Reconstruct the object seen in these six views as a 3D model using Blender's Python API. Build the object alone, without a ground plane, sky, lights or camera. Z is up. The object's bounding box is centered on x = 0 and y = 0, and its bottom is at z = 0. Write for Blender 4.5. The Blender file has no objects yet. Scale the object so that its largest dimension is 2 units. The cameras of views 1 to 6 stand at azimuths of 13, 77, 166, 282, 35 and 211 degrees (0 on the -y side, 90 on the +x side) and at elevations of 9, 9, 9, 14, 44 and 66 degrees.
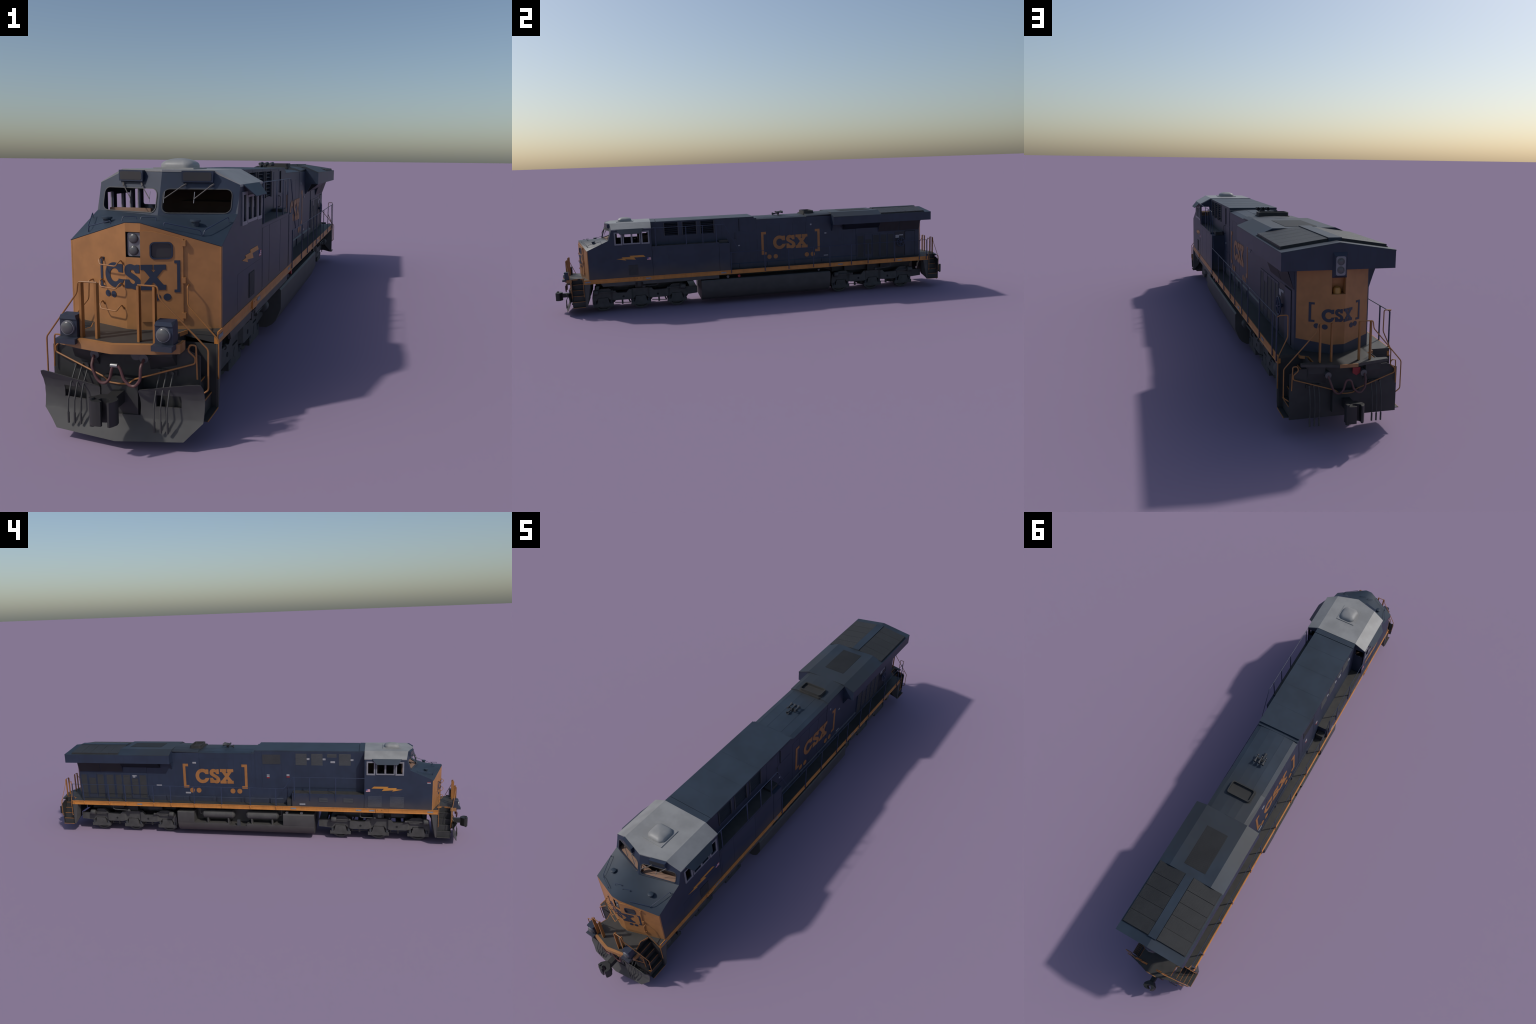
# Six-axle diesel road locomotive, built part by part.  Front points to -y.
import bpy, bmesh, math, random
from mathutils import Vector, Matrix
from mathutils.geometry import tessellate_polygon
random.seed(7)

# ------------------------------------------------------------------ materials
def new_mat(name):
    m = bpy.data.materials.new(name); m.use_nodes = True
    nt = m.node_tree; nt.nodes.clear()
    out = nt.nodes.new('ShaderNodeOutputMaterial')
    b = nt.nodes.new('ShaderNodeBsdfPrincipled')
    nt.links.new(b.outputs[0], out.inputs[0])
    return m, nt, b

def N(nt, kind, **kw):
    n = nt.nodes.new(kind)
    for k, v in kw.items():
        if isinstance(v, (int, float, tuple)) and k in n.inputs: n.inputs[k].default_value = v
        else: setattr(n, k, v)
    return n

def mixc(nt, fac, a, b):
    n = nt.nodes.new('ShaderNodeMix'); n.data_type = 'RGBA'
    for sock, v in ((n.inputs[0], fac), (n.inputs[6], a), (n.inputs[7], b)):
        if isinstance(v, (int, float)): sock.default_value = v
        elif isinstance(v, tuple): sock.default_value = v + (1,)
        else: nt.links.new(v, sock)
    return n.outputs[2]

def maprange(nt, val, a, b, c=0.0, d=1.0):
    n = nt.nodes.new('ShaderNodeMapRange'); n.interpolation_type = 'SMOOTHSTEP'
    nt.links.new(val, n.inputs[0])
    for i, v in enumerate((a, b, c, d)): n.inputs[i + 1].default_value = v
    return n.outputs[0]

def math_(nt, op, a, b):
    n = nt.nodes.new('ShaderNodeMath'); n.operation = op
    for s, v in ((n.inputs[0], a), (n.inputs[1], b)):
        if isinstance(v, (int, float)): s.default_value = v
        else: nt.links.new(v, s)
    return n.outputs[0]

def paint(name, col, rough=.5, metal=0.0, var=.12, scale=18, dust=None, soot=None, streak=False, spec=.5,
          ridges=None):
    """Paint with soft blotches; optional road dust near the deck, exhaust soot along the roof,
    rain streaks, and fine ridges (axis, count per metre, depth)."""
    m, nt, b = new_mat(name)
    tc = nt.nodes.new('ShaderNodeTexCoord'); co = tc.outputs['Object']
    no = N(nt, 'ShaderNodeTexNoise', Scale=scale, Detail=5.0, Roughness=.6); nt.links.new(co, no.inputs['Vector'])
    f = maprange(nt, no.outputs['Fac'], .3, .7)
    lo = tuple(c * (1 - var) for c in col); hi = tuple(min(1, c * (1 + var)) for c in col)
    c = mixc(nt, f, lo, hi)
    if streak:
        mp = N(nt, 'ShaderNodeMapping'); mp.inputs['Scale'].default_value = (140, 140, 5)
        nt.links.new(co, mp.inputs[0])
        n2 = N(nt, 'ShaderNodeTexNoise', Scale=1.0, Detail=3.0); nt.links.new(mp.outputs[0], n2.inputs['Vector'])
        s = maprange(nt, n2.outputs['Fac'], .52, .75, 0, .35)
        c = mixc(nt, s, c, tuple(x * .62 for x in col))
    sep = nt.nodes.new('ShaderNodeSeparateXYZ'); nt.links.new(co, sep.inputs[0])
    if dust:
        n3 = N(nt, 'ShaderNodeTexNoise', Scale=9.0, Detail=6.0); nt.links.new(co, n3.inputs['Vector'])
        zz = math_(nt, 'ADD', sep.outputs[2], math_(nt, 'MULTIPLY', math_(nt, 'SUBTRACT', n3.outputs['Fac'], .5), -.07))
        g = maprange(nt, zz, dust[1], dust[2], dust[3], 0.0)
        c = mixc(nt, g, c, dust[0])
    if soot:
        n4 = N(nt, 'ShaderNodeTexNoise', Scale=6.0, Detail=5.0); nt.links.new(co, n4.inputs['Vector'])
        d = math_(nt, 'ABSOLUTE', math_(nt, 'SUBTRACT', sep.outputs[1], soot[1]), 0.0)
        dd = math_(nt, 'ADD', d, math_(nt, 'MULTIPLY', math_(nt, 'SUBTRACT', n4.outputs['Fac'], .5), .35))
        g = maprange(nt, dd, soot[2] * .25, soot[2], soot[3], 0.0)
        c = mixc(nt, g, c, soot[0])
    nt.links.new(c, b.inputs['Base Color'])
    b.inputs['Roughness'].default_value = rough; b.inputs['Metallic'].default_value = metal
    b.inputs['Specular IOR Level'].default_value = spec
    if ridges:
        ax, n, dep = ridges
        w = N(nt, 'ShaderNodeTexWave', Scale=n / 20 * 2 * math.pi if False else n * .3183, Distortion=0.0)
        w.wave_type = 'BANDS'; w.bands_direction = ax
        nt.links.new(co, w.inputs['Vector'])
        bp = N(nt, 'ShaderNodeBump', Strength=dep, Distance=.002)
        nt.links.new(w.outputs['Fac'], bp.inputs['Height']); nt.links.new(bp.outputs[0], b.inputs['Normal'])
        c2 = mixc(nt, math_(nt, 'MULTIPLY', w.outputs['Fac'], .3), c, tuple(x * .55 for x in col))
        nt.links.new(c2, b.inputs['Base Color'])
    return m

NAVY = (.0165, .0260, .0515)
BROWN = (.06, .05, .045)
SOOT = (.027, .029, .032)
M = {}
M['navy'] = paint('navy_paint', NAVY, dust=(BROWN, .165, .2, .25), streak=True)
M['navy_low'] = paint('navy_paint_dusty', NAVY, dust=(BROWN, .155, .225, .85))
M['navy_roof'] = paint('navy_paler_teal', (.020, .032, .05), rough=.55, soot=(SOOT, .37, .28, .6), var=.18, scale=9)  # slightly lighter, more teal navy than the sides, greyer around y .37
M['navy_rail'] = paint('navy_rail_paint', (.024, .036, .075))
M['orange'] = paint('orange_paint', (.35, .155, .05), var=.1, scale=30, dust=((.22, .125, .06), .150, .185, .45))
M['sill'] = paint('orange_sill_paint', (.47, .185, .037), var=.12, scale=26, streak=True)
M['orange_rail'] = paint('orange_rail_paint', (.32, .135, .037))
M['bolt'] = paint('orange_stripe_paint', (.50, .215, .035))
M['letter_orange'] = paint('orange_lettering', (.31, .13, .036), streak=True)
M['silver'] = paint('silver_roof_paint', (.25, .25, .248), rough=.5, var=.12, scale=14)
M['frame_grey'] = paint('window_frame_aluminium', (.22, .22, .245), rough=.45, metal=.1)
M['deck'] = paint('grey_deck_plate', (.038, .0365, .034), rough=.55, var=.15, scale=40)
M['black'] = paint('black_underframe', (.030, .030, .030), rough=.6, var=.2)
M['truckm'] = paint('truck_grey', (.055, .054, .052), rough=.65, var=.2, scale=35)
M['tank'] = paint('tank_grey', (.062, .06, .058), rough=.6, var=.15, dust=((.07, .058, .05), .02, .09, .5))
M['plow'] = paint('plow_grey', (.058, .057, .056), rough=.6, var=.12)
M['coupler'] = paint('coupler_black', (.022, .022, .022), rough=.5)
M['dark'] = paint('dark_opening', (.008, .008, .01), rough=.9, var=.0)
M['slat_dark'] = paint('intake_slat_paint', (.011, .015, .025), rough=.6)
M['navy_shadow_tint'] = paint('navy_darkened_for_shadow', (.011, .014, .022))  # body navy darkened: shadow under the overhang and behind the brake wheel
M['screen'] = paint('dark_screen', (.016, .015, .017), rough=.6)  # colour taken down to include the shade beneath the radiator wings
M['grille'] = paint('dark_grille', (.033, .034, .036), rough=.6, var=.1, ridges=('Z', 700, .3))
M['rgrille'] = paint('radiator_mesh', (.031, .0315, .0325), rough=.5, spec=.35, var=.12, ridges=('Y', 420, .25))
M['vmesh'] = paint('vent_mesh', (.021, .022, .024), rough=.6, spec=.25, var=.12, ridges=('X', 260, .3))
M['louver'] = paint('louver_grey', (.038, .041, .047), rough=.6, var=.1)
M['rubber'] = paint('window_seal_grey', (.06, .06, .062), rough=.5)
M['lens'] = paint('lamp_lens', (.09, .09, .092), rough=.25, var=.05)
M['bezel'] = paint('lamp_bezel_grey', (.22, .22, .24), rough=.4, metal=.2)
M['glass'] = paint('dark_glass', (.035, .035, .037), rough=.3, var=.05)
M['cabin'] = paint('cab_interior_brown', (.055, .034, .026), rough=.9)
M['cabin_dark'] = paint('cab_interior_dark', (.014, .013, .013), rough=.9)
M['cabin_tan'] = paint('cab_interior_tan', (.27, .165, .115), rough=.8)
M['hose'] = paint('red_hose_rubber', (.11, .045, .045), rough=.5)
M['white'] = paint('white_label', (.27, .27, .29), var=.15, scale=300)
M['red'] = paint('red_label', (.28, .015, .02))
M['reflector'] = paint('reflector_grey', (.2, .21, .23), var=.25, scale=260)
M['metal'] = paint('bare_metal', (.3, .3, .3), rough=.4, metal=.6)
M['wiper'] = paint('wiper_grey', (.11, .1, .095), rough=.6)
M['soot'] = paint('exhaust_sooty', (.028, .028, .027), rough=.7)
M['amber'] = paint('amber_lamp', (.4, .2, .045), rough=.4)

def flag_material():
    m, nt, b = new_mat('flag_stripes')
    tc = nt.nodes.new('ShaderNodeTexCoord')
    sep = nt.nodes.new('ShaderNodeSeparateXYZ'); nt.links.new(tc.outputs['Generated'], sep.inputs[0])
    st = math_(nt, 'GREATER_THAN', math_(nt, 'FRACT', math_(nt, 'MULTIPLY', sep.outputs[2], 3.5), 0.0), .5)
    c = mixc(nt, st, (.45, .06, .08), (.6, .6, .62))
    can = math_(nt, 'MULTIPLY', math_(nt, 'GREATER_THAN', sep.outputs[2], .45), math_(nt, 'GREATER_THAN', sep.outputs[1], .6))
    can2 = math_(nt, 'MULTIPLY', math_(nt, 'GREATER_THAN', sep.outputs[2], .45), math_(nt, 'LESS_THAN', sep.outputs[1], .4))
    side = math_(nt, 'GREATER_THAN', sep.outputs[0], 2.0)
    return m, nt, b, c, can, can2
def make_flag(which):
    m, nt, b, c, can, can2 = flag_material()
    c = mixc(nt, can if which < 0 else can2, c, (.03, .05, .2))
    nt.links.new(c, b.inputs['Base Color']); b.inputs['Roughness'].default_value = .6
    return m

# ------------------------------------------------------------------ builders
ROOT = bpy.data.objects.new('diesel_locomotive', None)
bpy.context.scene.collection.objects.link(ROOT)
ROOT['label'] = 'long navy and orange six-axle diesel freight locomotive'
ROOT['category'] = 'locomotive'

def link(o, parent):
    bpy.context.scene.collection.objects.link(o); o.parent = parent if parent else ROOT
    return o

class Part:
    def __init__(s, name, mat, parent=None, stuff=False, smooth=35):
        s.name, s.mat, s.parent, s.stuff, s.smooth = name, mat, parent, stuff, smooth
        s.bm = bmesh.new()
    def box(s, x0, x1, y0, y1, z0, z1):
        x0, x1 = sorted((x0, x1)); y0, y1 = sorted((y0, y1)); z0, z1 = sorted((z0, z1))
        v = [s.bm.verts.new(p) for p in ((x0,y0,z0),(x1,y0,z0),(x1,y1,z0),(x0,y1,z0),(x0,y0,z1),(x1,y0,z1),(x1,y1,z1),(x0,y1,z1))]
        for f in ((3,2,1,0),(4,5,6,7),(0,1,5,4),(1,2,6,5),(2,3,7,6),(3,0,4,7)): s.bm.faces.new([v[i] for i in f])
        return s
    def hexa(s, bot, top):
        """solid between two matching rings of points"""
        a = [s.bm.verts.new(p) for p in bot]; b = [s.bm.verts.new(p) for p in top]
        n = len(a)
        s.bm.faces.new(a[::-1]); s.bm.faces.new(b)
        for i in range(n): s.bm.faces.new((a[i], a[(i+1)%n], b[(i+1)%n], b[i]))
        return s
    def sheet(s, outer, fmap, thick, holes=(), cuts_s=(), cuts_t=(), base=0.0):
        """plate cut from a 2D outline, mapped to space by fmap(s, t, depth)"""
        loops = [list(outer)] + [list(h) for h in holes]
        tris = tessellate_polygon([[Vector((p[0], p[1], 0)) for p in L] for L in loops])
        flat = [p for L in loops for p in L]
        bm = bmesh.new()
        top = [bm.verts.new((p[0], p[1], base + thick)) for p in flat]
        bot = [bm.verts.new((p[0], p[1], base)) for p in flat]
        for t in tris:
            try:
                bm.faces.new([top[i] for i in t]); bm.faces.new([bot[i] for i in t][::-1])
            except ValueError: pass
        k = 0
        for L in loops:
            n = len(L)
            for i in range(n):
                a, b = k + i, k + (i + 1) % n
                try: bm.faces.new((top[a], top[b], bot[b], bot[a]))
                except ValueError: pass
            k += n
        for ax, cuts in ((0, cuts_s), (1, cuts_t)):
            for c in cuts:
                no = Vector((1, 0, 0)) if ax == 0 else Vector((0, 1, 0)); co = no * c
                bmesh.ops.bisect_plane(bm, geom=bm.verts[:] + bm.edges[:] + bm.faces[:], dist=1e-6, plane_co=co, plane_no=no)
        vm = {v: s.bm.verts.new(fmap(*v.co)) for v in bm.verts}
        for f in bm.faces:
            try: s.bm.faces.new([vm[v] for v in f.verts])
            except ValueError: pass
        bm.free()
        return s
    def prism(s, poly, axis, a, b):
        """extrude a 2D outline along an axis between a and b"""
        f = {'x': lambda u, v, d: (d, u, v), 'y': lambda u, v, d: (u, d, v), 'z': lambda u, v, d: (u, v, d)}[axis]
        return s.sheet(poly, f, b - a, base=a)
    def cyl(s, p0, p1, r0, r1=None, n=16, caps=True):
        r1 = r0 if r1 is None else r1
        p0, p1 = Vector(p0), Vector(p1); d = (p1 - p0).normalized()
        u = d.orthogonal().normalized(); w = d.cross(u)
        A = [s.bm.verts.new(p0 + (u * math.cos(t) + w * math.sin(t)) * r0) for t in [2*math.pi*i/n for i in range(n)]]
        B = [s.bm.verts.new(p1 + (u * math.cos(t) + w * math.sin(t)) * r1) for t in [2*math.pi*i/n for i in range(n)]]
        for i in range(n): s.bm.faces.new((A[i], A[(i+1)%n], B[(i+1)%n], B[i]))
        if caps: s.bm.faces.new(A[::-1]); s.bm.faces.new(B)
        return s
    def lathe(s, p0, axis, prof, n=20):
        """revolve (distance along axis, radius) pairs about axis through p0"""
        p0 = Vector(p0); d = Vector(axis).normalized(); u = d.orthogonal().normalized(); w = d.cross(u)
        rings = []
        for h, r in prof:
            if r < 1e-6: rings.append([s.bm.verts.new(p0 + d * h)])
            else: rings.append([s.bm.verts.new(p0 + d * h + (u * math.cos(2*math.pi*i/n) + w * math.sin(2*math.pi*i/n)) * r) for i in range(n)])
        for A, B in zip(rings, rings[1:]):
            for i in range(n):
                j = (i + 1) % n
                if len(A) == 1 and len(B) > 1: s.bm.faces.new((A[0], B[j], B[i]))
                elif len(B) == 1 and len(A) > 1: s.bm.faces.new((A[i], A[j], B[0]))
                elif len(A) > 1: s.bm.faces.new((A[i], A[j], B[j], B[i]))
        if len(rings[0]) > 1: s.bm.faces.new(rings[0][::-1])
        if len(rings[-1]) > 1: s.bm.faces.new(rings[-1])
        return s
    def tube(s, pts, r, n=8):
        pts = [Vector(p) for p in pts]
        u = None; rings = []
        for i, p in enumerate(pts):
            a = pts[max(i-1, 0)]; b = pts[min(i+1, len(pts)-1)]
            d1 = (p - a).normalized() if i else (b - p).normalized()
            d2 = (b - p).normalized() if i < len(pts)-1 else d1
            t = (d1 + d2).normalized()
            if u is None: u = t.orthogonal().normalized()
            else:
                u = (u - t * u.dot(t)).normalized()
            w = t.cross(u)
            k = 1 / max(.5, t.dot(d1))
            rings.append([s.bm.verts.new(p + (u * math.cos(q) + w * math.sin(q)) * r * (k if False else 1)) for q in [2*math.pi*j/n for j in range(n)]])
        for A, B in zip(rings, rings[1:]):
            for i in range(n): s.bm.faces.new((A[i], A[(i+1)%n], B[(i+1)%n], B[i]))
        s.bm.faces.new(rings[0][::-1]); s.bm.faces.new(rings[-1])
        return s
    def faces(s, verts, fs):
        v = [s.bm.verts.new(p) for p in verts]
        for f in fs: s.bm.faces.new([v[i] for i in f])
        return s
    def done(s):
        bmesh.ops.recalc_face_normals(s.bm, faces=s.bm.faces[:])
        me = bpy.data.meshes.new(s.name); s.bm.to_mesh(me); s.bm.free()
        if s.smooth:
            for p in me.polygons: p.use_smooth = True
            me.set_sharp_from_angle(angle=math.radians(s.smooth))
        me.materials.append(M[s.mat] if isinstance(s.mat, str) else s.mat)
        o = bpy.data.objects.new(s.name, me); link(o, s.parent)
        if s.stuff: o['kind'] = 'stuff'
        return o

def rrect(x0, x1, z0, z1, r, n=5):
    x0, x1 = sorted((x0, x1)); z0, z1 = sorted((z0, z1)); P = []
    for cx, cz, a0 in ((x1-r, z1-r, 0), (x0+r, z1-r, 90), (x0+r, z0+r, 180), (x1-r, z0+r, 270)):
        for i in range(n+1):
            a = math.radians(a0 + 90*i/n); P.append((cx + r*math.cos(a), cz + r*math.sin(a)))
    return P
def rect(a, b, c, d): return [(a, c), (b, c), (b, d), (a, d)]
def circle(cx, cz, r, n=28): return [(cx + r*math.cos(2*math.pi*i/n), cz + r*math.sin(2*math.pi*i/n)) for i in range(n)]
def fillet(pts, r, n=4):
    """round the inner corners of a polyline"""
    pts = [Vector(p) for p in pts]; out = [pts[0]]
    for a, b, c in zip(pts, pts[1:], pts[2:]):
        d1, d2 = (a-b), (c-b); k = min(r, d1.length*.45, d2.length*.45)
        p, q = b + d1.normalized()*k, b + d2.normalized()*k
        for i in range(n+1):
            t = i/n; out.append(p*(1-t)**2 + b*2*t*(1-t) + q*t*t)
    out.append(pts[-1]); return out
def side(sx, x):      # map (y, z, depth outward) onto the side plane |x|
    return lambda u, v, d: (sx*(x + d), u, v)

# ------------------------------------------------------------------ main dimensions
W = .1315         # half width of cab, sills and radiator wings
H = .0865         # half width of engine hood
DECK = .163
CAB_R = -.5425    # rear wall of cab
def nose_y(x):    # front sheet of the nose in plan
    a = abs(x); return -.877 if a <= .0128 else -.877 + (a - .0128) * .3608
def nose_z(x):    # top edge of the nose front
    a = abs(x); return .333 if a <= .0128 else .333 - (a - .0128) * .3155
def wind_y(x, z): # sloping windshield planes
    return -.7748 + .2875 * abs(x) + .311 * (z - .3356)
def nose_top(x, y):
    yf, zf = nose_y(x), nose_z(x); zb = .3356 + .026*abs(x); yb = wind_y(x, zb)
    t = max(0, min(1, (y - yf) / (yb - yf))); return zf + (zb - zf) * t
EAVE, ROOF = .389, .4126

# ------------------------------------------------------------------ lettering
def ell(cx, cy, rx, ry, a0, a1, n): return [(cx + rx*math.cos(math.radians(a0+(a1-a0)*i/n)), cy + ry*math.sin(math.radians(a0+(a1-a0)*i/n))) for i in range(n+1)]
GL_C = [(.75,.965),(.93,.965),(.93,.635),(.69,.635)] + ell(.5,.5,.25,.27,36,324,30) + [(.69,.365),(1.,.365)] + ell(.5,.5,.5,.5,-14,-298,44)
def catmull(P, corner, n=4):
    out = []; L = len(P)
    for i in range(L):
        a, b, c, d = P[i-1], P[i], P[(i+1)%L], P[(i+2)%L]
        out.append(b)
        if i in corner or (i+1)%L in corner and i in corner: continue
        if (i+1) % L in corner: d = c
        if i in corner: a = b
        for k in range(1, n):
            t = k/n
            out.append(tuple(.5*((2*b[j]) + (-a[j]+c[j])*t + (2*a[j]-5*b[j]+4*c[j]-d[j])*t*t + (-a[j]+3*b[j]-3*c[j]+d[j])*t**3) for j in (0,1)))
    return out
S_PTS = [(0,.72),(.05,.88),(.2,.97),(.4,1.),(.62,.96),(.72,.985),(.91,.985),(.91,.655),(.66,.655),(.60,.74),(.49,.785),(.39,.765),(.365,.71),(.45,.65),
         (.7,.55),(.92,.42),(1.,.27),(.95,.12),(.8,.02),(.6,0.),(.42,.035),(.3,.03),(.02,.03),(.02,.38),(.28,.38),(.36,.28),(.5,.215),(.6,.235),(.64,.3),(.55,.37),(.3,.47),(.08,.58)]
GL_S = catmull(S_PTS, {5,6,7,8,21,22,23,24})
GL_X = [(0,1),(.47,1),(.47,.8),(.40,.8),(.5,.7),(.6,.8),(.52,.8),(.52,1),(1,1),(1,.8),(.88,.8),(.64,.5),(.9,.2),(1,.2),(1,0),(.52,0),(.52,.2),(.6,.2),
        (.5,.31),(.4,.2),(.47,.2),(.47,0),(0,0),(0,.2),(.1,.2),(.36,.5),(.12,.8),(0,.8)]
def fit(g, a, b, z0, z1): return [(a + (b-a)*p[0], z0 + (z1-z0)*p[1]) for p in g]
def lettering(parent, mat, fmap, br, csx, dots, bw, bt, cuts=(), th=.0009):
    """railroad initials between two square brackets with pairs of dots"""
    s0, s1, z0, z1 = br; sg = 1 if s1 > s0 else -1
    k = dict(cuts_s=cuts)
    for a, sgn in ((s0, sg), (s1, -sg)):
        Part('lettering_bracket', mat, parent, smooth=0).sheet([(a, z0), (a+sgn*bw, z0), (a+sgn*bw, z0+bt), (a+sgn*bt, z0+bt), (a+sgn*bt, z1-bt), (a+sgn*bw, z1-bt), (a+sgn*bw, z1), (a, z1)], fmap, th, **k).done()
    c0, c1, y0, y1 = csx; w = c1 - c0
    for nm, g, a, b in (('lettering_c', GL_C, 0, .372), ('lettering_s', GL_S, .378, .645), ('lettering_x', GL_X, .652, 1)):
        Part(nm, mat, parent, smooth=0).sheet(fit(g, c0+w*a, c0+w*b, y0, y1), fmap, th, **k).done()
    for x, z, r in dots:
        Part('lettering_dot', mat, parent, smooth=0).sheet(circle(x, z, r), fmap, th, **k).done()

# ================================================================== underframe
deck = Part('deck', 'deck')
deck.prism([(-.1308,-.857),(-.079,-.857),(-.079,-.868),(-.0735,-.882),(-.082,-.912),(-.097,-.914),(-.097,-.935),(-.06,-.9475),(-.02,-.956),(.02,-.956),(.06,-.9475),(.097,-.935),(.097,-.914),(.082,-.912),(.0735,-.882),(.079,-.868),(.079,-.857),(.1308,-.857),
            (.1308,.861),(.085,.861),(.085,.872),(.069,.881),(.069,.917),(.098,.919),(.098,.928),(.053,.938),(.022,.947),(-.022,.947),(-.053,.938),(-.098,.928),(-.098,.919),(-.069,.917),(-.069,.881),(-.085,.872),(-.085,.861),(-.1308,.861)], 'z', .157, DECK)
DK = deck.done()
def well_lip(sx, pts):
    """orange edge strip round a step well"""
    p = Part('step_well_lip', 'orange_rail', DK, smooth=0)
    for (x0, y0), (x1, y1) in zip(pts, pts[1:]):
        d = Vector((x1-x0, y1-y0)).normalized(); nx, ny = -d.y*.0007, d.x*.0007
        q = [(sx*(x0-nx), y0-ny), (sx*(x1-nx), y1-ny), (sx*(x1+nx), y1+ny), (sx*(x0+nx), y0+ny)]
        p.hexa([(a, b, .1568) for a, b in q], [(a, b, .1634) for a, b in q])
    return p.done()
# orange front edge beam
Part('platform_edge', 'orange', DK).sheet([(-.0975,.149),(.0975,.149),(.0975,.1635),(-.0975,.1635)],
    lambda u, v, d: (u, (-.9355 - (.0975-abs(u))*.34 if abs(u) > .06 else -.9485 - (.06-abs(u))*.215) - (.0 if abs(u) > .0201 else -.0)*1 + d, v), .008, cuts_s=(-.06, -.02, 0, .02, .06)).done()
for sx in (-1, 1):
    Part('platform_edge', 'orange', DK).box(sx*.0935, sx*.098, -.928, -.913, .149, .1634).done()
    # orange lip round the step well
    well_lip(sx, [(.0815,-.912),(.073,-.882),(.0785,-.868),(.082,-.858)])
for sx in (-1, 1):
    well_lip(sx, [(.0852,.862),(.0852,.872),(.0692,.881),(.0692,.917)])
Part('platform_edge', 'orange', DK).box(-.0215, .0195, .9455, .9482, .156, .1632).done()
# side sills: orange channel with flanges
for sx in (-1, 1):
    p = Part('side_sill', 'sill')
    p.prism([(sx*x, z) for x, z in ((.126,.1435),(.1328,.1435),(.1328,.1462),(.1312,.1475),(.1312,.1588),(.1328,.1602),(.1328,.1632),(.1309,.1632),(.1309,.156),(.126,.156))], 'y', -.8572, .861)
    S = p.done()
    Part('jacking_pad', 'sill', S).box(sx*.13, sx*.1345, -.6275, -.5925, .1442, .1618).done()
    j = Part('jacking_pad_hole', 'dark', S)
    for y in (-.6185, -.6015): j.cyl((sx*.134, y, .1575), (sx*.1348, y, .1575), .0016, n=10)
    j.done()
    p = Part('jacking_bracket', 'black', S)
    p.box(sx*.112, sx*.13, -.618, -.602, .12, .145).box(sx*.11, sx*.1335, -.6255, -.5945, .138, .1405); p.done()
    for y in ((-.8397, -.5657, -.2106, .3808, .7024) if sx > 0 else (-.8252, -.5757, -.5187, -.227, .5117)):
        Part('reflector', 'reflector', S).box(sx*.131, sx*.1323, y-.012, y+.012, .15, .156).done()
# skirt below the right sill
Part('side_skirt', 'tank').prism([(-.783,.1435),(-.774,.127),(-.628,.127),(-.628,.136),(-.592,.136),(-.592,.127),(-.2335,.127),(-.2335,.1435)], 'x', .1255, .131).done()
# centre structure under the deck
u = Part('underframe', 'black')
u.box(-.05, .05, -.79, .80, .12, .1565)
u.box(-.08, .08, -.63, -.58, .098, .14).box(-.08, .08, .545, .595, .098, .14)
u.box(-.08, .08, -.54, -.45, .118, .15).box(-.075, .075, .62, .69, .112, .15).box(-.08, .08, .42, .49, .11, .15)
u.box(-.03, .03, -.76, -.44, .086, .12).box(-.03, .03, .41, .74, .086, .12)
u.box(-.1, .1, -.72, -.66, .116, .15).box(-.058, .058, -.73, -.40, .105, .1568).box(-.058, .058, .36, .79, .105, .1568)
for sx in (-1, 1):
    u.box(sx*.078, sx*.1305, -.8565, -.852, .1437, .1568).box(sx*.078, sx*.1305, .855, .8605, .1437, .1568)
u.done()
pipe = Part('air_pipe', 'truckm')
for sx in (-1, 1):
    pipe.tube([(sx*.118,-.525,.145),(sx*.118,-.525,.118),(sx*.116,-.535,.114),(sx*.112,-.59,.113)], .0022)
    pipe.tube([(sx*.118,.655,.145),(sx*.118,.655,.122),(sx*.116,.645,.118),(sx*.112,.575,.113)], .0022)
    pipe.cyl((sx*.112,-.585,.113), (sx*.112,-.595,.113), .0065).cyl((sx*.112,.582,.113), (sx*.112,.572,.113), .0065)
pipe.done()

# ================================================================== fuel tank
prof_r = [(0,.022),(.096,.022),(.110,.030),(.119,.040),(.132,.0706),(.132,.117),(.128,.1215),(0,.1215)]
tank = Part('fuel_tank', 'tank')
tank.prism(prof_r, 'y', -.3195, .327)
lo = [(0,.022),(-.096,.022),(-.110,.030),(-.119,.040),(-.128,.0635),(-.128,.068),(0,.068)]
up = [(-.02,.0675),(-.1285,.0675),(-.13,.0706),(-.13,.119),(-.127,.1225),(-.02,.1225)]
tank.prism(lo, 'y', -.3195, -.0052).prism(lo, 'y', .0752, .327)
tank.prism([(0,.022),(-.096,.022),(-.110,.030),(-.119,.040),(-.126,.0585),(0,.0585)], 'y', -.0052, .0752)
tank.prism(up, 'y', .246, .3268).prism(up, 'y', -.3193, -.178)
tank.box(-.068, -.001, -.178, .246, .06, .121)
TK = tank.done()
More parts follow.
